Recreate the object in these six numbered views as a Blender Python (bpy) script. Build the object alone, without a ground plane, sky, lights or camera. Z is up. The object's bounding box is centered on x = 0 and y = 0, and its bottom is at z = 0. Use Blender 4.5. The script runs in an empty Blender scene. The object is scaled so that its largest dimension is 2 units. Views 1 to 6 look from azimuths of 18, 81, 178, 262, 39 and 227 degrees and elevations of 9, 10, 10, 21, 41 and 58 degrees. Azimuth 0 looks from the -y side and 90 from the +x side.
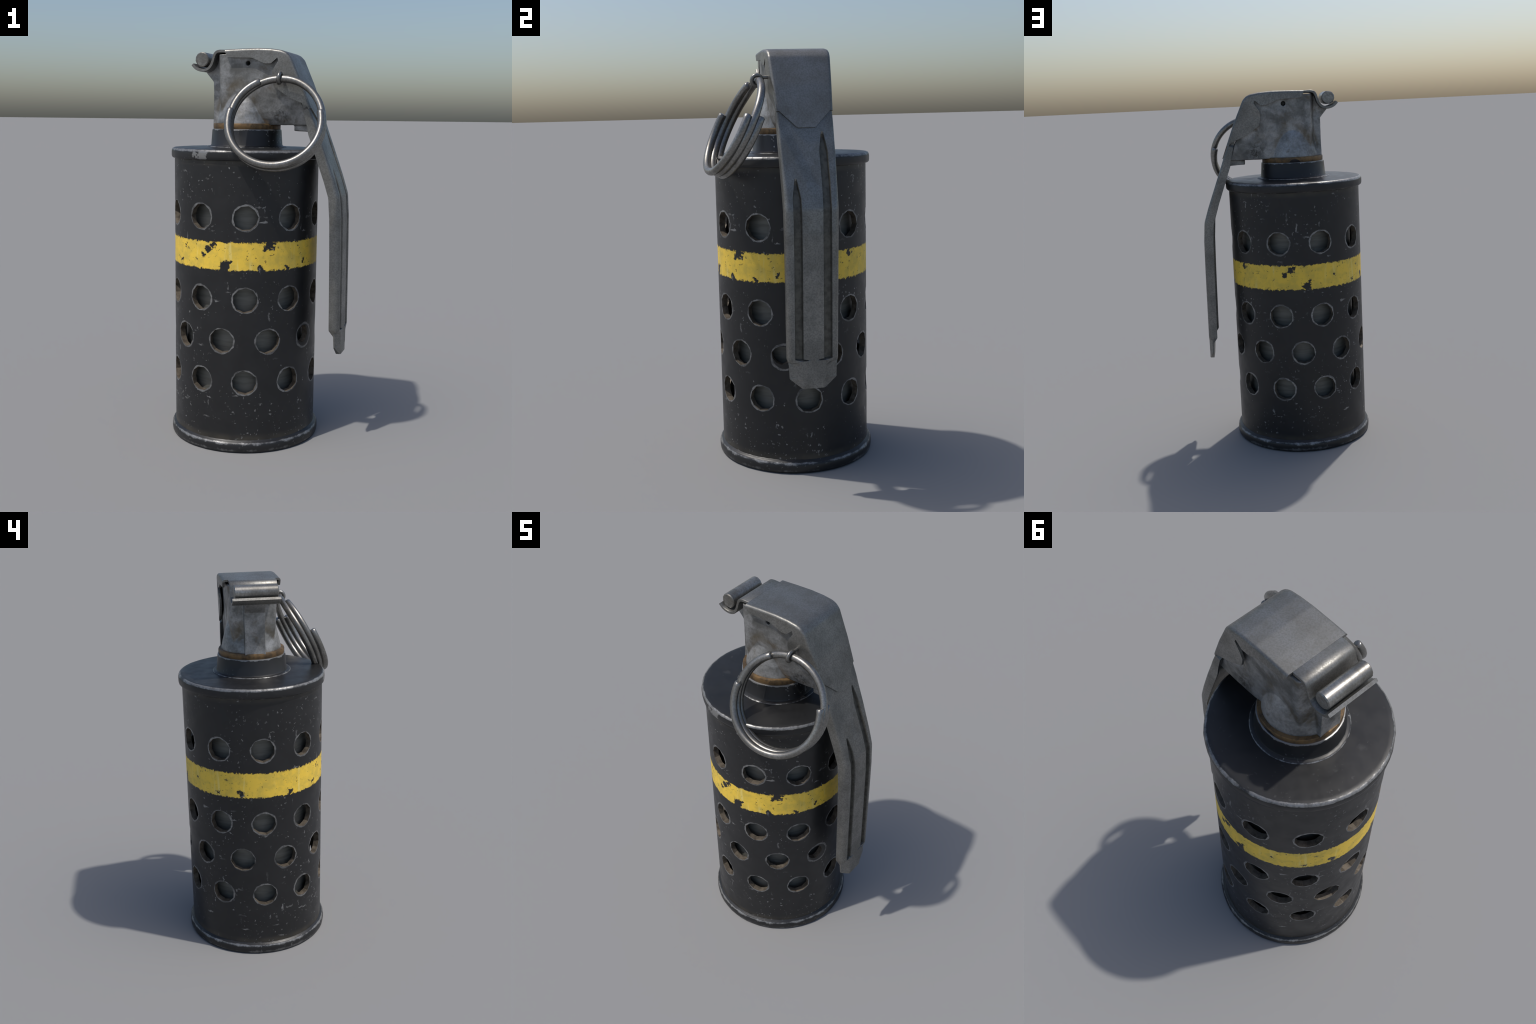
import bpy, bmesh, math
import numpy as np
from mathutils import Vector, noise

# ------------------------------------------------------------------ frame
CX, CY = -0.0727, 0.0220          # canister axis
R_BODY = 0.3727
HOLE_R = 0.0620
HOLE_ROWS = [(1.184, 0.0), (0.779, 0.0), (0.570, 18.0), (0.360, 0.0)]   # height, angular phase
BAND = (0.928, 1.063)

# ------------------------------------------------------------------ node helpers
class NT:
    def __init__(self, name):
        self.mat = bpy.data.materials.new(name)
        self.mat.use_nodes = True
        self.t = self.mat.node_tree
        self.t.nodes.clear()
        self.out = self.n('ShaderNodeOutputMaterial')
        self.bsdf = self.n('ShaderNodeBsdfPrincipled')
        self.t.links.new(self.bsdf.outputs[0], self.out.inputs[0])
        self.co = self.n('ShaderNodeTexCoord').outputs['Object']
    def n(self, typ, **kw):
        nd = self.t.nodes.new(typ)
        for k, v in kw.items():
            setattr(nd, k, v)
        return nd
    def put(self, sock, v):
        if isinstance(v, bpy.types.NodeSocket):
            self.t.links.new(v, sock)
        else:
            if isinstance(v, tuple) and sock.type == 'RGBA' and len(v) == 3:
                v = v + (1.0,)
            sock.default_value = v
    def math(self, op, a, b=0.0, c=0.0, clamp=False):
        nd = self.n('ShaderNodeMath', operation=op, use_clamp=clamp)
        for i, v in enumerate((a, b, c)):
            self.put(nd.inputs[i], v)
        return nd.outputs[0]
    def vec(self, op, a, b=(0, 0, 0)):
        nd = self.n('ShaderNodeVectorMath', operation=op)
        self.put(nd.inputs[0], a); self.put(nd.inputs[1], b)
        return nd.outputs['Value'] if op in ('DISTANCE', 'LENGTH', 'DOT_PRODUCT') else nd.outputs[0]
    def ramp(self, v, lo, hi, a=0.0, b=1.0, smooth=True):
        nd = self.n('ShaderNodeMapRange', interpolation_type='SMOOTHSTEP' if smooth else 'LINEAR')
        for i, x in enumerate((v, lo, hi, a, b)):
            self.put(nd.inputs[i], x)
        return nd.outputs[0]
    def mapping(self, scale=(1, 1, 1), rot=(0, 0, 0), loc=(0, 0, 0), co=None):
        nd = self.n('ShaderNodeMapping')
        self.put(nd.inputs['Vector'], co or self.co)
        nd.inputs['Scale'].default_value = scale
        nd.inputs['Rotation'].default_value = rot
        nd.inputs['Location'].default_value = loc
        return nd.outputs[0]
    def noise(self, scale, detail=4.0, rough=0.55, co=None, dist=0.0):
        nd = self.n('ShaderNodeTexNoise')
        self.put(nd.inputs['Vector'], co or self.co)
        nd.inputs['Scale'].default_value = scale
        nd.inputs['Detail'].default_value = detail
        nd.inputs['Roughness'].default_value = rough
        nd.inputs['Distortion'].default_value = dist
        return nd.outputs[0]
    def voronoi(self, scale, co=None, feature='F1'):
        nd = self.n('ShaderNodeTexVoronoi', feature=feature)
        self.put(nd.inputs['Vector'], co or self.co)
        nd.inputs['Scale'].default_value = scale
        return nd.outputs['Distance'], nd.outputs['Color']
    def mix(self, f, a, b):
        nd = self.n('ShaderNodeMix', data_type='RGBA')
        self.put(nd.inputs[0], f)
        self.put(nd.inputs[6], a); self.put(nd.inputs[7], b)
        return nd.outputs[2]
    def mixf(self, f, a, b):
        nd = self.n('ShaderNodeMix', data_type='FLOAT')
        self.put(nd.inputs[0], f)
        self.put(nd.inputs[2], a); self.put(nd.inputs[3], b)
        return nd.outputs[0]
    def xyz(self, co=None):
        nd = self.n('ShaderNodeSeparateXYZ')
        self.put(nd.inputs[0], co or self.co)
        return nd.outputs
    def mx(self, *v):
        r = v[0]
        for x in v[1:]:
            r = self.math('MAXIMUM', r, x)
        return r
    def bump(self, h, strength=0.3, dist=0.004):
        nd = self.n('ShaderNodeBump')
        nd.inputs['Strength'].default_value = strength
        nd.inputs['Distance'].default_value = dist
        self.put(nd.inputs['Height'], h)
        self.t.links.new(nd.outputs[0], self.bsdf.inputs['Normal'])
    def set(self, **kw):
        names = dict(color='Base Color', metal='Metallic', rough='Roughness', spec='Specular IOR Level', coat='Coat Weight')
        for k, v in kw.items():
            self.put(self.bsdf.inputs[names[k]], v)


PAINT = (0.0135, 0.0137, 0.0144)
BARE = (0.30, 0.30, 0.295)
YELLOW = (0.84, 0.57, 0.065)


def on_can(angle_deg, z):
    a = math.radians(angle_deg)
    return (CX + R_BODY * math.cos(a), CY + R_BODY * math.sin(a), z)


def painted(name, extra=None, band=False, lips=False, fleck_amount=1.0):
    m = NT(name)
    x, y, z = m.xyz()[:3]
    # --- chips: voronoi dots in clusters, elongated three ways
    nz = m.n('ShaderNodeTexNoise'); m.put(nz.inputs['Vector'], m.co)
    nz.inputs['Scale'].default_value = 60; nz.inputs['Detail'].default_value = 2
    wv = m.n('ShaderNodeVectorMath', operation='MULTIPLY_ADD')
    m.put(wv.inputs[0], nz.outputs['Color']); m.put(wv.inputs[1], (0.022,) * 3); m.put(wv.inputs[2], m.co)
    wco = wv.outputs[0]
    masks = []
    for k, (sc, st, rot, thr, keep) in enumerate([
            (46, (1, 1, 1), (0, 0, 0), 0.15, 0.50),
            (62, (1, 1, 1), (0.3, 0.2, 0), 0.17, 0.50),
            (40, (1, 1, 0.20), (0.1, 0.6, 0.2), 0.13, 0.42),
            (40, (0.25, 0.25, 1.0), (0.2, -0.35, 0.1), 0.135, 0.42)]):
        co = m.mapping(scale=st, rot=rot, loc=(k * 1.7, k * .9, k * 2.3), co=wco)
        d, c = m.voronoi(sc, co)
        cr = m.xyz(c)[0]
        size = m.math('MULTIPLY', m.ramp(cr, keep, 1.0, 0, 1, False), thr * 2.2)
        masks.append(m.ramp(d, m.math('MULTIPLY', size, 0.5), size, 1.0, 0.0))
    fl = m.mx(*masks)
    zone = m.mx(near(m, z, 1.34, .13), near(m, z, .76, .16), near(m, z, .20, .14))      # handling heights
    cluster = m.ramp(m.math('MULTIPLY_ADD', zone, .07, m.noise(5.5, 3.0, 0.6)), 0.46, 0.60)
    strength = m.ramp(m.noise(23, 2.0), 0.36, 0.66, 0.12, 0.80)
    fl = m.math('MULTIPLY', m.math('MULTIPLY', fl, cluster), m.math('MULTIPLY', strength, fleck_amount))

    tone = m.ramp(m.noise(9, 5, 0.6), 0.3, 0.7, 0.86, 1.16)
    col = m.vec('MULTIPLY', PAINT, (1, 1, 1))
    cm = m.n('ShaderNodeVectorMath', operation='SCALE')
    m.put(cm.inputs[0], PAINT); m.put(cm.inputs['Scale'], tone)
    col = cm.outputs[0]
    rough = m.ramp(m.noise(14, 4), 0.3, 0.7, 0.36, 0.46)
    metal = 0.0

    if band:
        n1 = m.noise(62, 5, 0.7)
        ragged = m.math('MULTIPLY_ADD', n1, 0.040, -0.020)
        zz = m.math('ADD', z, ragged)
        lo = m.ramp(zz, BAND[0] - .0025, BAND[0] + .0035)
        hi = m.ramp(zz, BAND[1] - .0035, BAND[1] + .0025, 1.0, 0.0)
        bm = m.math('MULTIPLY', lo, hi)
        # large chips knocked out of the stripe
        nd = m.n('ShaderNodeTexNoise'); m.put(nd.inputs['Vector'], m.co)
        nd.inputs['Scale'].default_value = 34; nd.inputs['Detail'].default_value = 4; nd.inputs['Roughness'].default_value = .7
        w2 = m.n('ShaderNodeVectorMath', operation='MULTIPLY_ADD')
        m.put(w2.inputs[0], m.vec('SUBTRACT', nd.outputs['Color'], (0.5, 0.5, 0.5)))
        m.put(w2.inputs[1], (0.075,) * 3); m.put(w2.inputs[2], m.co)
        chips = []
        for a, zc, r in [(-88, .945, .024), (-84.5, .962, .012), (-53, 1.052, .022), (-57, 1.035, .011), (-37.8, .938, .013),
                         (-61, .94, .011), (-106, 1.0, .013), (-101, 1.03, .014), (-97, 1.048, .011), (95, .945, .022), (98, .965, .012),
                         (77, 1.01, .013), (81, 1.035, .014), (84, 1.05, .010), (163, .945, .016), (160, .962, .009), (-157, .938, .013),
                         (-21.5, .962, .008), (-64, .994, .007), (120, 1.0, .008), (142, .95, .01), (10, .94, .014), (35, 1.05, .013),
                         (-130, .95, .012), (-125, 1.03, .009)]:
            d = m.vec('DISTANCE', w2.outputs[0], on_can(a, zc))
            chips.append(m.ramp(d, r * 1.05, r * 1.35, 1.0, 0.0))
        big = m.mx(*chips)
        sd, sc_ = m.voronoi(38, m.mapping(scale=(1, 1, 1.6), loc=(3, 1, 2), co=w2.outputs[0]))
        keep = m.xyz(sc_)[0]
        ssz = m.math('MULTIPLY', m.ramp(keep, .36, 1.0, 0, 1, False), 0.33)
        small = m.math('MULTIPLY', m.ramp(sd, m.math('MULTIPLY', ssz, .6), ssz, 1.0, 0.0), 0.9)
        peel = m.ramp(m.noise(75, 4, .7, co=m.mapping(scale=(.6, .6, 1.5))), .665, .70, 0, .85)
        peel = m.math('MULTIPLY', peel, m.ramp(m.noise(10, 2), .42, .56))
        bm = m.math('MULTIPLY', bm, m.math('SUBTRACT', 1.0, m.mx(big, small, peel)))
        ycol = m.mix(m.ramp(m.noise(17, 4, .6), .38, .68), YELLOW, (0.66, 0.47, 0.07))
        streak = m.noise(30, 3, .6, co=m.mapping(scale=(1, 1, .12)))
        ycol = m.mix(m.ramp(streak, .56, .72, 0, .5), ycol, (0.84, 0.70, 0.24))
        ycol = m.mix(m.ramp(m.noise(60, 3, .7), .60, .75, 0, .55), ycol, (0.33, 0.22, 0.03))
        col = m.mix(bm, col, ycol)
        rough = m.mixf(bm, rough, 0.55)
        fl = m.math('MULTIPLY', fl, m.math('SUBTRACT', 1.0, bm))

    wear = fl
    grit = m.noise(70, 4, 0.65)
    if lips:
        th = m.math('ARCTAN2', m.math('SUBTRACT', y, CY), m.math('SUBTRACT', x, CX))
        ds = []
        for hz, ph in HOLE_ROWS:
            u = m.math('WRAP', m.math('DIVIDE', m.math('SUBTRACT', th, math.radians(ph)), math.radians(36)), 0.5, -0.5)
            du = m.math('MULTIPLY', u, math.radians(36) * R_BODY)
            dz = m.math('SUBTRACT', z, hz)
            ds.append(m.math('SQRT', m.math('ADD', m.math('MULTIPLY', du, du), m.math('MULTIPLY', dz, dz))))
        dmin = ds[0]
        for d in ds[1:]:
            dmin = m.math('MINIMUM', dmin, d)
        reach = m.ramp(m.noise(20, 3, .6), .3, .72, HOLE_R + .0035, HOLE_R + .0095)
        lip = m.ramp(dmin, m.math('SUBTRACT', reach, .003), reach, 1.0, 0.0)
        lip = m.math('MULTIPLY', lip, m.math('MULTIPLY', m.ramp(grit, .30, .62, .35, .9), m.ramp(m.noise(11, 3), .36, .62, .35, 1.0)))
        lip = m.math('MULTIPLY', lip, m.ramp(dmin, HOLE_R - .008, HOLE_R - .003))
        wear = m.mx(wear, lip)
    if extra:
        wear = m.mx(wear, extra(m, x, y, z, grit))
    # brownish dust in a thin film where lid and rim meet the wall
    if band:
        film = m.mx(m.ramp(z, 1.425, 1.452), m.ramp(z, .066, .10, 1.0, 0.0))
        film = m.math('MULTIPLY', film, m.ramp(m.noise(12, 4), .3, .7, .25, .8))
        col = m.mix(film, col, (0.055, 0.048, 0.037))
    col = m.mix(wear, col, BARE)
    m.set(color=col, rough=m.mixf(wear, rough, 0.38), metal=m.math('MULTIPLY', wear, 0.75), spec=0.45)
    m.bump(m.math('ADD', m.math('MULTIPLY', wear, -1.0), m.math('MULTIPLY', m.noise(40, 4), .25)), 0.25, 0.003)
    return m.mat


def radial(m, x, y):
    dx = m.math('SUBTRACT', x, CX); dy = m.math('SUBTRACT', y, CY)
    return m.math('SQRT', m.math('ADD', m.math('MULTIPLY', dx, dx), m.math('MULTIPLY', dy, dy)))


def near(m, v, c, w):
    """1 at v == c falling to 0 at distance w"""
    return m.ramp(m.math('ABSOLUTE', m.math('SUBTRACT', v, c)), 0.0, w, 1.0, 0.0, False)


def lid_wear(m, x, y, z, grit):
    r = radial(m, x, y)
    top = m.math('MULTIPLY', m.ramp(r, .370, .381), m.ramp(z, 1.492, 1.5015))
    n = m.noise(16, 5, .65)
    big = m.ramp(m.math('ADD', m.math('MULTIPLY', top, .40), n), .68, .92)
    big = m.math('MULTIPLY', big, m.ramp(grit, .3, .6, .45, 1.0))
    low = m.math('MULTIPLY', m.ramp(z, 1.4645, 1.457, 0, 1), m.ramp(r, .378, .386))
    low = m.ramp(m.math('ADD', m.math('MULTIPLY', low, .42), n), .72, .92)
    # one long pale patch on the rim, facing the front left
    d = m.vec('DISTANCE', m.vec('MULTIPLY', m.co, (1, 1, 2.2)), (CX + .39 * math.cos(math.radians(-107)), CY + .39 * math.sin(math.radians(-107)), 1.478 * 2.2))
    patch = m.math('MULTIPLY', m.ramp(d, .09, .02), m.ramp(r, .38, .385))
    patch = m.ramp(m.math('ADD', m.math('MULTIPLY', patch, .35), m.noise(38, 4, .65)), .72, .80)
    return m.mx(m.math('MULTIPLY', big, .8), m.math('MULTIPLY', low, .7), m.math('MULTIPLY', patch, .8))


def rim_wear(m, x, y, z, grit):
    r = radial(m, x, y)
    top = m.math('MULTIPLY', m.ramp(r, .376, .386), near(m, z, .048, .018))
    n = m.noise(15, 5, .65)
    a = m.ramp(m.math('ADD', m.math('MULTIPLY', top, .38), n), .70, .94)
    b = m.ramp(m.math('ADD', m.math('MULTIPLY', near(m, z, .012, .016), .25), n), .66, .86)
    return m.math('MULTIPLY', m.mx(a, m.math('MULTIPLY', b, .5)), m.ramp(grit, .3, .6, .4, .9))


def collar_wear(m, x, y, z, grit):
    r = radial(m, x, y)
    n = m.noise(26, 5, .65)
    a = m.ramp(m.math('ADD', m.math('MULTIPLY', near(m, z, 1.606, .012), .42), n), .66, .80)
    b = m.ramp(m.math('ADD', m.math('MULTIPLY', near(m, r, .205, .008), .42), n), .76, 1.0)
    return m.mx(m.math('MULTIPLY', a, .8), m.math('MULTIPLY', b, .7))


def steel(name, base, dark, rough=(0.30, 0.48), dirt=0.5, grain=120, metal=0.85, dirt_col=(0.085, 0.068, 0.045), warm=0.0):
    m = NT(name)
    blot = m.noise(9, 5, .6)
    fine = m.noise(grain, 3, .6)
    mid = m.noise(34, 4, .6)
    c = m.mix(m.ramp(blot, .36, .66), base, dark)
    c = m.mix(m.ramp(fine, .38, .66, 0, .46), c, tuple(v * .55 for v in dark))
    c = m.mix(m.math('MULTIPLY', m.ramp(m.math('ADD', m.math('MULTIPLY', m.noise(6, 4, .6), .6), m.math('MULTIPLY', mid, .4)), .50, .66), dirt), c, dirt_col)
    m.set(color=c, metal=metal, rough=m.ramp(m.math('ADD', m.math('MULTIPLY', fine, .5), m.math('MULTIPLY', blot, .5)), .35, .65, *rough), spec=.5)
    m.bump(m.math('ADD', m.math('MULTIPLY', fine, .4), mid), .12, .002)
    return m.mat


def cast_metal(name):
    """fuze housing: pale mottled casting with soft smoky stains and brown dirt low down"""
    m = NT(name)
    x, y, z = m.xyz()[:3]
    big = m.noise(8.5, 3, .5, dist=.6)
    mid = m.noise(24, 5, .62, dist=.5)
    fine = m.noise(110, 3, .6)
    f = m.math('ADD', m.math('MULTIPLY', big, .62), m.math('MULTIPLY', mid, .38))
    c = m.mix(m.ramp(f, .36, .68), (0.36, 0.362, 0.36), (0.13, 0.13, 0.122))
    c = m.mix(m.ramp(fine, .42, .70, 0, .3), c, (0.11, 0.11, 0.105))
    brown = m.ramp(m.noise(13, 4, .6, co=m.mapping(loc=(4, 2, 7))), .53, .70, 0, .5)
    c = m.mix(m.math('MULTIPLY', brown, m.ramp(mid, .35, .6)), c, (0.135, 0.10, 0.055))
    r = radial(m, x, y)
    d = m.math('SUBTRACT', r, m.math('MULTIPLY_ADD', m.math('SUBTRACT', z, 1.634), -.24, .157))
    ring = m.math('MULTIPLY', m.math('MULTIPLY', m.ramp(d, .0, .005), m.ramp(d, .008, .026, 1.0, 0.0)), m.ramp(z, 1.655, 1.70))
    ring = m.math('MULTIPLY', ring, m.ramp(m.noise(14, 3), .35, .6, .10, .50))
    c = m.mix(ring, c, (0.12, 0.095, 0.055))
    # dark scuffed spot on both cheeks of the wedge
    spots = []
    for yc in (CY - .12, CY + .12):
        d = m.vec('DISTANCE', m.co, (.135, yc, 1.668))
        spots.append(m.ramp(d, .075, .01))
    sp = m.math('MULTIPLY', m.mx(*spots), m.ramp(m.noise(45, 5, .7, dist=1.0), .40, .60))
    c = m.mix(m.math('MULTIPLY', sp, .85), c, (0.035, 0.030, 0.022))
    m.set(color=c, metal=.62, rough=m.ramp(mid, .3, .7, .42, .58), spec=.5)
    m.bump(m.math('ADD', m.math('MULTIPLY', mid, .8), m.math('MULTIPLY', fine, .25)), .22, .004)
    return m.mat


def brass(name):
    m = NT(name)
    n = m.noise(13, 5, .65)
    c = m.mix(m.ramp(n, .38, .62), (0.205, 0.125, 0.053), (0.075, 0.050, 0.027))
    c = m.mix(m.ramp(m.noise(50, 4, .6), .52, .7, 0, .6), c, (0.045, 0.035, 0.025))
    # one dark smear on the rear
    d = m.vec('DISTANCE', m.vec('MULTIPLY', m.co, (1, 1, 1.6)), (CX - .005, CY + .172, 1.604 * 1.6))
    c = m.mix(m.ramp(d, .034, .028), c, (.012, .012, .015))
    m.set(color=c, metal=.35, rough=.5)
    m.bump(n, .2, .003)
    return m.mat


def plain(name, base, dark, metal, rough, scale=(1, 1, 1), nscale=30):
    m = NT(name)
    n = m.noise(nscale, 4, .6, co=m.mapping(scale=scale))
    m.set(color=m.mix(m.ramp(n, .35, .68), base, dark), metal=metal, rough=rough)
    return m.mat


# ------------------------------------------------------------------ mesh helpers
def make_object(name, verts, faces, mats, parent=None, smooth=True, angle=35, mat_idx=None):
    me = bpy.data.meshes.new(name)
    me.from_pydata([tuple(map(float, v)) for v in verts], [], [tuple(f) for f in faces])
    for mt in (mats if isinstance(mats, (list, tuple)) else [mats]):
        me.materials.append(mt)
    if mat_idx is not None:
        for p, i in zip(me.polygons, mat_idx):
            p.material_index = i
    bm = bmesh.new(); bm.from_mesh(me)
    bmesh.ops.recalc_face_normals(bm, faces=bm.faces)
    bm.to_mesh(me); bm.free()
    ob = bpy.data.objects.new(name, me)
    bpy.context.scene.collection.objects.link(ob)
    if parent:
        ob.parent = parent
    if smooth:
        smooth_by_angle(me, angle)
    return ob


def smooth_by_angle(me, deg):
    me.polygons.foreach_set('use_smooth', [True] * len(me.polygons))
    bm = bmesh.new(); bm.from_mesh(me)
    for e in bm.edges:
        e.smooth = not (len(e.link_faces) == 2 and e.calc_face_angle(0) > math.radians(deg))
    bm.to_mesh(me); bm.free()


def revolve(profile, seg, center=(CX, CY), closed=False, phase=0.0, jitter=0.0, seed=1):
    """profile: (radius, z) list -> verts, faces; radius 0 collapses to a pole"""
    rng = np.random.default_rng(seed)
    wob = 1 + jitter * rng.standard_normal(seg)
    V, F, rows = [], [], []
    for r, z in profile:
        if r < 1e-6:
            rows.append([len(V)]); V.append((center[0], center[1], z)); continue
        row = []
        for i in range(seg):
            a = 2 * math.pi * i / seg + phase
            row.append(len(V))
            V.append((center[0] + r * wob[i] * math.cos(a), center[1] + r * wob[i] * math.sin(a), z))
        rows.append(row)
    pairs = list(zip(rows[:-1], rows[1:]))
    if closed:
        pairs.append((rows[-1], rows[0]))
    for a, b in pairs:
        if len(a) == 1 and len(b) == 1:
            continue
        for i in range(seg):
            j = (i + 1) % seg
            if len(a) == 1:
                F.append((a[0], b[j], b[i]))
            elif len(b) == 1:
                F.append((a[i], a[j], b[0]))
            else:
                F.append((a[i], a[j], b[j], b[i]))
    return V, F


def merge(*parts):
    V, F = [], []
    for v, f in parts:
        o = len(V)
        V += list(v); F += [tuple(i + o for i in q) for q in f]
    return V, F


def tube(pts, r, sides=12, cap_bevel=0.25):
    """round wire along pts with lightly chamfered flat ends"""
    pts = np.asarray(pts, float)
    T = np.gradient(pts, axis=0); T /= np.linalg.norm(T, axis=1)[:, None]
    ref = np.cross(T[0], T[len(T) // 3]); ref /= np.linalg.norm(ref)
    P, R_ = [pts[0] + T[0] * 0], [r * (1 - cap_bevel)]
    P.append(pts[0] + T[0] * r * cap_bevel); R_.append(r)
    idx = [0, 0]
    for i in range(1, len(pts) - 1):
        P.append(pts[i]); R_.append(r); idx.append(i)
    P.append(pts[-1] - T[-1] * r * cap_bevel); R_.append(r); idx.append(len(pts) - 1)
    P.append(pts[-1]); R_.append(r * (1 - cap_bevel)); idx.append(len(pts) - 1)
    V, F = [], []
    for p, rr, i in zip(P, R_, idx):
        t = T[i]; b = ref - t * np.dot(ref, t); b /= np.linalg.norm(b); c = np.cross(t, b)
        for k in range(sides):
            a = 2 * math.pi * k / sides
            V.append(p + rr * (math.cos(a) * b + math.sin(a) * c))
    n = len(P)
    for i in range(n - 1):
        for k in range(sides):
            j = (k + 1) % sides
            F.append((i * sides + k, i * sides + j, (i + 1) * sides + j, (i + 1) * sides + k))
    F.append(tuple(range(sides - 1, -1, -1)))
    F.append(tuple((n - 1) * sides + k for k in range(sides)))
    return V, F


def resample(pts, n, smooth=0):
    pts = np.asarray(pts, float)
    s = np.r_[0, np.cumsum(np.linalg.norm(np.diff(pts, axis=0), axis=1))]
    t = np.linspace(0, s[-1], n)
    q = np.stack([np.interp(t, s, pts[:, k]) for k in range(pts.shape[1])], 1)
    for _ in range(smooth):
        q[1:-1] = .25 * q[:-2] + .5 * q[1:-1] + .25 * q[2:]
    return q


def normals2d(p):
    t = np.gradient(p, axis=0); t /= np.linalg.norm(t, axis=1)[:, None]
    return np.stack([-t[:, 1], t[:, 0]], 1)          # left of travel: outward for a profile run +x then down


def grid_faces(nr, nc):
    return [(i * nc + j, i * nc + j + 1, (i + 1) * nc + j + 1, (i + 1) * nc + j) for i in range(nr - 1) for j in range(nc - 1)]


def solid_sheet(outer, nr, nc, inner):
    """closed sheet from two point grids"""
    V = [tuple(v) for v in outer] + [tuple(v) for v in inner]
    o = nr * nc
    F = grid_faces(nr, nc) + [tuple(i + o for i in reversed(q)) for q in grid_faces(nr, nc)]
    for i in range(nr - 1):
        for j in (0, nc - 1):
            a, b = i * nc + j, (i + 1) * nc + j
            F.append((a, b, b + o, a + o))
    for j in range(nc - 1):
        for i in (0, nr - 1):
            a, b = i * nc + j, i * nc + j + 1
            F.append((a, b, b + o, a + o))
    return V, F


def apply_modifiers(ob):
    dg = bpy.context.evaluated_depsgraph_get()
    me = bpy.data.meshes.new_from_object(ob.evaluated_get(dg))
    ob.modifiers.clear()
    ob.data = me


# ------------------------------------------------------------------ materials
M_SHELL = painted('black_paint_with_yellow_band', band=True, lips=True)
M_LID = painted('black_paint_lid', lid_wear, fleck_amount=.14)
M_RIM = painted('black_paint_rim', rim_wear, fleck_amount=.6)
M_COLLAR = painted('black_paint_collar', collar_wear, fleck_amount=1.3)
M_WALL = plain('bare_hole_wall', (0.16, 0.135, 0.105), (0.075, 0.062, 0.048), .35, .55, nscale=35)
M_INSIDE = plain('dark_shell_inside', (0.030, 0.028, 0.026), (0.015, 0.014, 0.013), .1, .6)
M_CORE = plain('brushed_core_metal', (0.175, 0.175, 0.158), (0.12, 0.12, 0.106), .2, .5, scale=(.25, .25, 2.0), nscale=26)
M_SPOON = steel('lever_steel', (0.256, 0.254, 0.241), (0.195, 0.193, 0.181), rough=(.40, .52), dirt=.22, metal=.82, grain=140)
M_GRIME = plain('groove_grime', (0.125, 0.118, 0.098), (0.072, 0.067, 0.055), .3, .5, nscale=40)
M_PIN = steel('hinge_steel', (0.30, 0.295, 0.28), (0.19, 0.185, 0.17), rough=(.30, .45), dirt=.3, metal=.75)
M_WIRE = steel('ring_wire_steel', (0.285, 0.278, 0.262), (0.20, 0.194, 0.18), rough=(.28, .42), dirt=.3, metal=.85)
M_CAST = cast_metal('cast_housing_metal')
M_BRASS = brass('tarnished_brass')

# ------------------------------------------------------------------ the thing
root = bpy.data.objects.new('stun_grenade', None)
root.empty_display_size = .2
bpy.context.scene.collection.objects.link(root)
root['label'] = 'black perforated grenade canister with yellow stripe and steel lever'
root['category'] = 'stun grenade'


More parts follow.
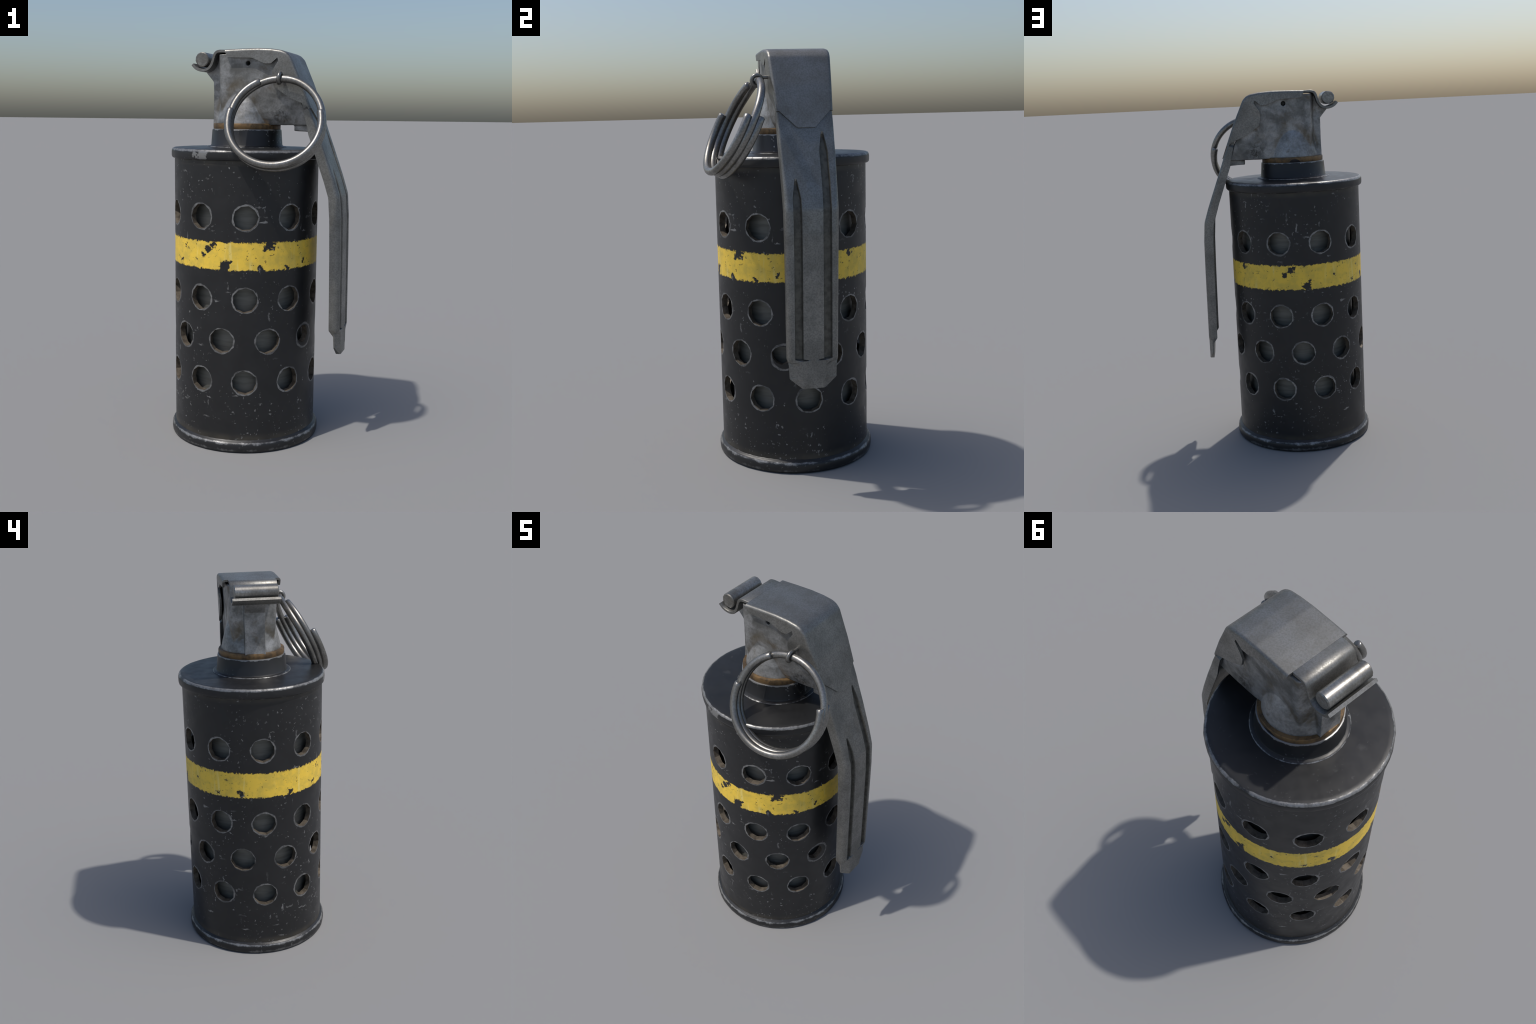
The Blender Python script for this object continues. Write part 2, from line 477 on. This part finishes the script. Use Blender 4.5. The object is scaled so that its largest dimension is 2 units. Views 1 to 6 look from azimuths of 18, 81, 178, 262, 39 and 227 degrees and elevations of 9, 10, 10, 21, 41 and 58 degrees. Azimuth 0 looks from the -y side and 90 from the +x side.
# --- canister shell: thick tube with four rows of ten punched holes
def build_shell():
    R0, R1 = R_BODY, 0.343
    v, f = revolve([(R0, 0.058), (R0, 1.458), (R1, 1.458), (R1, 0.058)], 80, closed=True)
    shell = make_object('canister_shell', v, f, [M_SHELL, M_WALL, M_INSIDE], root, smooth=False)
    rng = np.random.default_rng(7)
    V, F = [], []
    sides = 10
    for row, (hz0, ph) in enumerate(HOLE_ROWS):
        for k in range(10):
            a, hz, hr = math.radians(36 * k + ph), hz0, HOLE_R
            if row == 2 and k == 9:                      # one hole was punched small and off-centre
                a, hz, hr = math.radians(-20.3), hz0 + .010, .045
            if row == 2 and k == 4:                      # and one over-size
                hr = .066
            er = np.array([math.cos(a), math.sin(a), 0]); et = np.array([-math.sin(a), math.cos(a), 0])
            spin = rng.uniform(0, 2 * math.pi)
            dent = 1 + rng.uniform(-.045, .045, sides)
            o = len(V)
            for rad in (0.30, 0.42):
                for i in range(sides):
                    b = 2 * math.pi * i / sides + spin
                    V.append(np.array([CX, CY, hz]) + er * rad + hr * dent[i] * (math.cos(b) * et + np.array([0, 0, math.sin(b)])))
            F.append(tuple(o + i for i in range(sides - 1, -1, -1)))
            F.append(tuple(o + sides + i for i in range(sides)))
            for i in range(sides):
                j = (i + 1) % sides
                F.append((o + i, o + j, o + sides + j, o + sides + i))
    cut = make_object('hole_cutter', V, F, [M_WALL], None, smooth=False)
    md = shell.modifiers.new('holes', 'BOOLEAN')
    md.operation = 'DIFFERENCE'; md.object = cut; md.solver = 'EXACT'
    apply_modifiers(shell)
    bpy.data.objects.remove(cut)
    me = shell.data
    me.materials.clear()
    for mt in (M_SHELL, M_WALL, M_INSIDE):
        me.materials.append(mt)
    me.polygons.foreach_set('use_smooth', [True] * len(me.polygons))
    nrm = [None] * len(me.loops)
    for p in me.polygons:
        c = p.center - Vector((CX, CY, 0))
        rad = Vector((c.x, c.y, 0)); rr = rad.length
        d = p.normal.dot(rad.normalized())
        kind = 0 if (d > .9 and rr > .36) else (2 if d < -.9 and rr < .36 else 1)
        p.material_index = kind
        for li in p.loop_indices:
            q = me.vertices[me.loops[li].vertex_index].co
            e = Vector((q.x - CX, q.y - CY, 0)).normalized()
            nrm[li] = e if kind == 0 else (-e if kind == 2 else p.normal.copy())
    me.normals_split_custom_set([tuple(n) for n in nrm])
    return shell


build_shell()

# --- core charge tube seen through the holes
v, f = revolve([(0, .07), (.314, .07), (.314, 1.45), (0, 1.45)], 64)
make_object('inner_core', v, f, M_CORE, root)

# --- pressed lid and rolled base rim
v, f = revolve([(0, 1.5145), (.20, 1.514), (.30, 1.5125), (.360, 1.5105), (.376, 1.5095), (.3835, 1.506), (.3872, 1.500), (.3885, 1.492),
                (.3885, 1.472), (.387, 1.463), (.382, 1.4585), (.34, 1.4585), (0, 1.4585)], 60, center=(-.0735, .0240), jitter=.0014, seed=3)
make_object('lid', v, f, M_LID, root, angle=60)
v, f = revolve([(0, .004), (.34, .004), (.352, .0), (.386, .0), (.3908, .005), (.3925, .014), (.3925, .026), (.392, .037),
                (.3885, .047), (.382, .053), (.375, .057), (.3705, .064), (.34, .068), (0, .068)], 60, center=(-.0718, .0225), jitter=.0012, seed=5)
make_object('base_rim', v, f, M_RIM, root, angle=60)

# --- threaded collar and brass washer
v, f = revolve([(.150, 1.500), (.2065, 1.500), (.2065, 1.5150), (.2030, 1.5185), (.189, 1.5205), (.1845, 1.527), (.1795, 1.596), (.1775, 1.604), (.172, 1.606),
                (.150, 1.606)], 40, closed=True, jitter=.002, seed=9)
make_object('neck_collar', v, f, M_COLLAR, root, angle=40)
v, f = revolve([(.10, 1.604), (.1705, 1.604), (.173, 1.607), (.1735, 1.628), (.1715, 1.633), (.160, 1.634), (.10, 1.634)], 40, closed=True, jitter=.002, seed=11)
make_object('brass_washer', v, f, M_BRASS, root, angle=40)


# --- fuze housing casting
def loft(slices):
    V, F = [], []
    n = len(slices[0])
    for s in slices:
        V += list(s)
    for k in range(len(slices) - 1):
        for i in range(n):
            j = (i + 1) % n
            F.append((k * n + i, k * n + j, (k + 1) * n + j, (k + 1) * n + i))
    F.append(tuple(range(n - 1, -1, -1)))
    F.append(tuple((len(slices) - 1) * n + i for i in range(n)))
    return V, F


def prism_y(poly, y0, y1):
    n = len(poly)
    V = [(x, y0, z) for x, z in poly] + [(x, y1, z) for x, z in poly]
    F = [tuple(range(n)), tuple(range(2 * n - 1, n - 1, -1))]
    F += [(i, (i + 1) % n, n + (i + 1) % n, n + i) for i in range(n)]
    return V, F


def build_housing():
    slices = []
    for z in np.linspace(1.628, 1.974, 12):
        t = (z - 1.628) / (1.974 - 1.628)
        hy = np.interp(z, [1.628, 1.70, 1.78, 1.974], [.104, .110, .118, .125])          # rear half
        hf = np.interp(z, [1.628, 1.66, 1.70, 1.78, 1.974], [.084, .102, .112, .119, .124])   # cheeks, pinched at the bottom
        he = np.interp(z, [1.628, 1.70, 1.76, 1.80, 1.974], [.079, .092, .108, .118, .124])   # nose of the wedge
        xf = np.interp(z, [1.628, 1.95, 1.974], [.288, .158, .140])
        xr, xc = -.176 - .006 * t, -.199
        half = [(xc, .045), (xr - .004, hy - .016), (xr + .002, hy - .005), (xr + .014, hy), (-.06, .6 * hy + .4 * hf), (.05, hf + .001), (.13, .7 * hf + .3 * he), (.19, he) if xf > .2 else (.14, he), (xf - .004, he), (xf, he - .004)]
        wide = np.interp(z, [1.628, 1.70, 1.80, 1.974], [.110, .113, .118, .124])          # rear cheek is not pinched
        back = [(x, max(y, wide - (.004 if x == xf else 0)) if x > -.05 else y) for x, y in half]
        plan = [(x, CY + y, z) for x, y in back] + [(x, CY - y, z) for x, y in reversed(half)]
        slices.append(plan)
    body = loft(slices)
    foot = revolve([(0, 1.626), (.156, 1.626), (.1555, 1.636), (.1465, 1.68), (.1335, 1.735), (.121, 1.775), (.105, 1.80), (0, 1.82)], 48)
    strip = prism_y([(-.2375, 1.626), (-.2365, 1.842), (-.280, 1.8905), (-.262, 1.899), (-.225, 1.93), (-.205, 1.965), (-.15, 1.965), (-.15, 1.626)], CY - .0525, CY + .0525)
    tab = prism_y([(.199, 1.600), (.296, 1.594), (.290, 1.64), (.199, 1.64)], CY - .072, CY + .072)
    parts = [make_object('tmp', *p, M_CAST, None, smooth=False) for p in (body, foot, strip, tab)]
    base = parts[0]
    for p in parts[1:]:
        md = base.modifiers.new('u', 'BOOLEAN'); md.operation = 'UNION'; md.object = p; md.solver = 'EXACT'
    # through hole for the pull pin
    a = revolve([(0, 0), (.0125, 0), (.0125, .12), (0, .12)], 12, center=(0, 0))
    ends = merge(*[([(-.029 + x, CY + (z - .18 if side < 0 else z + .06), 1.929 + y) for x, y, z in a[0]], a[1]) for side in (-1, 1)])
    cut = make_object('tmp', *ends, M_CAST, None, smooth=False)
    md = base.modifiers.new('h', 'BOOLEAN'); md.operation = 'DIFFERENCE'; md.object = cut; md.solver = 'EXACT'
    rm = base.modifiers.new('r', 'REMESH'); rm.mode = 'VOXEL'; rm.voxel_size = .0032
    sm = base.modifiers.new('s', 'SMOOTH'); sm.factor = .5; sm.iterations = 2
    apply_modifiers(base)
    for p in parts[1:] + [cut]:
        bpy.data.objects.remove(p)
    me = base.data
    # soft casting dents
    n = len(me.vertices)
    co = np.empty(n * 3); me.vertices.foreach_get('co', co); co = co.reshape(-1, 3)
    nr = np.array([tuple(q.vector) for q in me.vertex_normals])
    amt = np.array([noise.fractal(Vector(p * 9.0), 1.0, 2.0, 3) for p in co])
    me.vertices.foreach_set('co', (co + nr * (.0022 * amt)[:, None]).ravel())
    me.update()
    me.materials.clear(); me.materials.append(M_CAST)
    me.polygons.foreach_set('use_smooth', [True] * len(me.polygons))
    base.name = 'fuze_housing'; me.name = 'fuze_housing'
    base.parent = root
    return base


build_housing()

# --- safety lever: hood, curled hook and long channel-section arm
HOOD = [(-.143, 1.9955), (-.06, 1.9985), (.03, 2.0), (.10, 1.996), (.150, 1.988), (.174, 1.977), (.194, 1.957), (.252, 1.828), (.326, 1.637)]
FLANGE_EDGE = [(-.142, 1.982), (-.128, 1.957), (-.06, 1.955), (-.001, 1.953), (.065, 1.925), (.096, 1.925), (.128, 1.952), (.137, 1.932),
               (.104, 1.892), (.100, 1.859), (.111, 1.813), (.192, 1.760), (.252, 1.735), (.280, 1.718)]
SHEET = .011


def build_hood():
    N = 170
    prof = resample(HOOD, N, 3)
    nor = normals2d(prof)
    s = np.r_[0, np.cumsum(np.linalg.norm(np.diff(prof, axis=0), axis=1))]
    pairs = []
    for q in FLANGE_EDGE:
        d = np.linalg.norm(prof - np.array(q), axis=1); i = int(np.argmin(d))
        pairs.append((s[i], d[i]))
    fs = np.maximum.accumulate(np.array([p[0] for p in pairs]) + np.arange(len(pairs)) * 1e-4)
    fd = np.array([p[1] for p in pairs])
    FE = np.array(FLANGE_EDGE)
    rc = .013
    s_end_mid, s_end_side = np.interp(-1.637, -prof[:, 1][60:], s[60:]), np.interp(-1.712, -prof[:, 1][60:], s[60:])

    def hw_at(t):
        z = np.interp(t, s, prof[:, 1])
        return np.interp(z, [1.64, 1.71, 1.95, 1.99], [.1285, .1305, .145, .1475])

    nf, na, nt = 8, 6, 25
    cols = []                                      # (kind, parameter)
    cols += [('f', -1, k / nf) for k in range(nf)] + [('a', -1, k / na) for k in range(na)]
    cols += [('t', 0, -1 + 2 * k / (nt - 1)) for k in range(nt)]
    cols += [('a', 1, 1 - k / na) for k in range(1, na + 1)] + [('f', 1, 1 - k / nf) for k in range(1, nf + 1)]
    rows = 220
    outer, inner = [], []
    for i in range(rows):
        u = i / (rows - 1)
        for kind, sg, p in cols:
            yy = abs(p) if kind == 't' else 1.0
            s_end = np.interp(yy, [0, .36, 1], [s_end_mid, s_end_mid, s_end_side])
            t = u * s_end
            hw = hw_at(t)
            depth = max(np.interp(t, fs, fd), rc + .001)
            P = np.array([np.interp(t, s, prof[:, 0]), np.interp(t, s, prof[:, 1])])
            n = np.array([np.interp(t, s, nor[:, 0]), np.interp(t, s, nor[:, 1])]); n /= np.linalg.norm(n)
            if kind == 't':
                y, off = p * (hw - rc), 0.0; ny, no = 0, 1
            elif kind == 'a':
                b = p * math.pi / 2
                y, off = sg * (hw - rc + rc * math.cos(b)), -rc + rc * math.sin(b); ny, no = sg * math.cos(b), math.sin(b)
            else:
                y, off = sg * hw, -depth + (depth - rc) * p; ny, no = sg, 0
            w = P + n * off
            if kind == 'f':
                foot = np.array([np.interp(t, fs, FE[:, 0]), np.interp(t, fs, FE[:, 1])])
                if t > fs[-1]:
                    foot = P - n * (rc + .001)
                w = foot * (1 - p) + (P - n * rc) * p
            outer.append((w[0], CY + y, w[1]))
            w2 = w - n * no * SHEET
            inner.append((w2[0], CY + y - ny * SHEET, w2[1]))
    return solid_sheet(outer, rows, len(cols), inner)


def ribbon(profile, hw, thick, n=60, smooth=4):
    prof = resample(profile, n, smooth); nor = normals2d(prof)
    outer, inner = [], []
    for p, q in zip(prof, nor):
        for y, drop in ((-hw, .002), (-hw + .003, 0), (hw - .003, 0), (hw, .002)):
            a = p - q * drop; b = p - q * (thick - drop)
            outer.append((a[0], CY + y, a[1])); inner.append((b[0], CY + y, b[1]))
    return solid_sheet(outer, n, 4, inner)


hook_profile = [(-.322, 1.931), (-.308, 1.915), (-.292, 1.907), (-.268, 1.9025), (-.247, 1.909), (-.231, 1.928), (-.222, 1.956), (-.214, 1.981), (-.201, 1.993),
                (-.184, 1.9970), (-.165, 1.9965), (-.1435, 1.9955)]
hv, hf = merge(build_hood(), ribbon(hook_profile, .1195, .0150))
lever = make_object('safety_lever', hv, hf, M_SPOON, root, angle=40)

ARM = [(.2545, 1.80), (.2805, 1.735), (.320, 1.637), (.330, 1.607), (.418, 1.372), (.4465, 1.285), (.4555, 1.175), (.4592, .98), (.4625, .70), (.4645, .472)]


def build_arm():
    """pressed channel: flat spine between two grooves, rolled shoulders, walls turned back, thin tongue at the end"""
    N = 300
    prof = resample(ARM, N, 6); nor = normals2d(prof)
    nf, na, nt = 5, 8, 81
    cols = [('f', -1, k / nf) for k in range(nf)] + [('a', -1, 1 - k / na) for k in range(na)]
    # across the face: spine, groove wall, groove floor, groove wall, shoulder land
    half = [(k, q / c) for k, c in enumerate((10, 3, 8, 3, 5)) for q in range(1 if k == 0 else 0, c)] + [(4, 1.0)]
    cols += [('t', -1, h) for h in reversed(half)] + [('t', 0, (0, 0.0))] + [('t', 1, h) for h in half]
    cols += [('a', 1, k / na) for k in range(1, na + 1)] + [('f', 1, 1 - k / nf) for k in range(1, nf + 1)]
    outer, inner, floor = [], [], []
    for i in range(N):
        P, n = prof[i], nor[i]
        z = P[1]
        hw = np.interp(z, [.472, .516, .578, .606, .8, 1.37, 1.63, 1.712, 1.722, 1.80], [.054, .108, .1105, .1175, .1185, .1235, .1275, .1285, .118, .120])
        cw = np.interp(z, [.578, .606, 1.2, 1.5], [.055, .030, .029, .011])
        cw = min(cw, hw - .046) if z < .6 else cw
        cd = np.interp(z, [.472, .524, .578, .606, 1.2, 1.5], [.006, .020, .020, .030, .030, .011])
        dep = np.interp(z, [.472, .575, .606, 1.2, 1.6, 1.735], [.024, .028, .050, .054, .049, .030])
        yc = CY - .0125 * np.clip((1.66 - z) / 1.1, 0, 1)
        ye = hw - cw
        for kind, sg, p in cols:
            gr = 0.0
            if kind == 't':
                top = 1.415 if sg < 0 else 1.618
                open_ = np.clip((top - z) / .085, 0, 1)
                gc = .0665 + (.004 if sg > 0 else 0) * np.clip((z - 1.2) / .2, 0, 1)
                gw = .0195 * (.25 + .75 * open_)
                wall = min(.0045, gw * .4)
                knots = [0, gc - gw, gc - gw + wall, gc + gw - wall, gc + gw, ye]
                if ye < knots[4] + .001:
                    knots = list(np.linspace(0, ye, 6))
                k, q = p
                y = sg * (knots[k] + (knots[k + 1] - knots[k]) * q)
                on = min(1.0, open_ * 4) * np.clip((z - .602) / .004, 0, 1)
                gr = on * (0, q, 1, 1 - q, 0)[k]
                off = -.016 * gr
            elif kind == 'a':
                if z < .592:
                    y, off = sg * (ye + cw * p), -cd * p
                else:
                    b = p * math.pi / 2
                    y, off = sg * (ye + cw * math.sin(b)), -cd * (1 - math.cos(b))
            else:
                y, off = sg * hw, -dep + (dep - cd) * p
            w = P + n * off
            outer.append((w[0], yc + y, w[1])); floor.append(gr)
            back = -dep + (dep - .039) * p if kind == 'f' else -.039
            yi = np.clip(y, -(hw - .007), hw - .007)
            w2 = P + n * max(min(back, off - .006), -dep)
            inner.append((w2[0], yc + yi, w2[1]))
    V, F = solid_sheet(outer, N, len(cols), inner)
    o = N * len(cols)
    idx = [1 if all(q < o and floor[q] > .3 for q in fc) else 0 for fc in F]
    return V, F, idx


v, f, mi = build_arm()
arm = make_object('lever_arm', v, f, [M_SPOON, M_GRIME], lever, angle=17, mat_idx=mi)

# --- hinge pin lying in the hook
a = revolve([(0, -.109), (.032, -.109), (.0365, -.105), (.0365, .105), (.032, .109), (0, .109)], 12, center=(0, 0), phase=.2)
make_object('hinge_pin', [(-.279 + x, CY - .002 + z, 1.951 + y) for x, y, z in a[0]], a[1], M_PIN, root, angle=40)

# --- split pull ring: a coil of wire hanging forward from the pin eye
RC = np.array([.1685, -.3035, 1.6470])
RN = np.array([.138, -.888, .437]); RN /= np.linalg.norm(RN)
RA = -np.cross(RN, [0, 0, 1]); RA /= np.linalg.norm(RA)
RB = np.cross(RA, RN); RB *= np.sign(RB[2])
WIRE = .0180


def on_ring(phi, off, rad):
    p = math.radians(phi)
    return RC + RN * off + rad * (math.sin(p) * RA + math.cos(p) * RB)


def bulge(phi, up, right, down):
    p = math.radians(phi)
    return up * max(0.0, math.cos(p)) ** 1.3 + right * max(0.0, math.sin(p)) + down * max(0.0, -math.cos(p))


front = [on_ring(287 - 212 * t, 0, .2195 + bulge(287 - 212 * t, 0, .004, .004)) for t in np.linspace(0, 1, 44)]
coil = []
for t in np.linspace(0, 1, 110):
    phi = 339 - 627 * t
    q = np.clip((30 - phi) / 80, 0, 1)
    lay = .95 + .90 * q * q * (3 - 2 * q)           # slips behind its own first turn at the top left
    coil.append(on_ring(phi, -lay * .0310, .2185 + bulge(phi, .024, .008, -.003)))
v, f = merge(tube(front, WIRE), tube(coil, WIRE))
make_object('pull_ring', v, f, M_WIRE, root, angle=50)

# --- pin eye through which the ring runs, with a stub of the pin
ec = np.array([.155, -.1690, 1.852])
V = []; F = []
nu, nv = 28, 10
for i in range(nu):
    a = 2 * math.pi * i / nu
    dr = np.array([.10 * math.sin(a), math.cos(a), math.sin(a)]); dr /= np.linalg.norm(dr)
    for k in range(nv):
        b = 2 * math.pi * k / nv
        V.append(ec + dr * (.0235 + .0098 * math.cos(b)) + np.array([.0098 * math.sin(b), 0, 0]))
for i in range(nu):
    for k in range(nv):
        F.append((i * nv + k, ((i + 1) % nu) * nv + k, ((i + 1) % nu) * nv + (k + 1) % nv, i * nv + (k + 1) % nv))
sv, sf = revolve([(0, 0), (.0085, 0), (.0085, .05), (0, .05)], 10, center=(0, 0))
sv = [(.155 + x, -.150 + z, 1.866 + y) for x, y, z in sv]
v, f = merge((V, F), (sv, sf))
make_object('pin_eye', v, f, M_WIRE, root, angle=50)
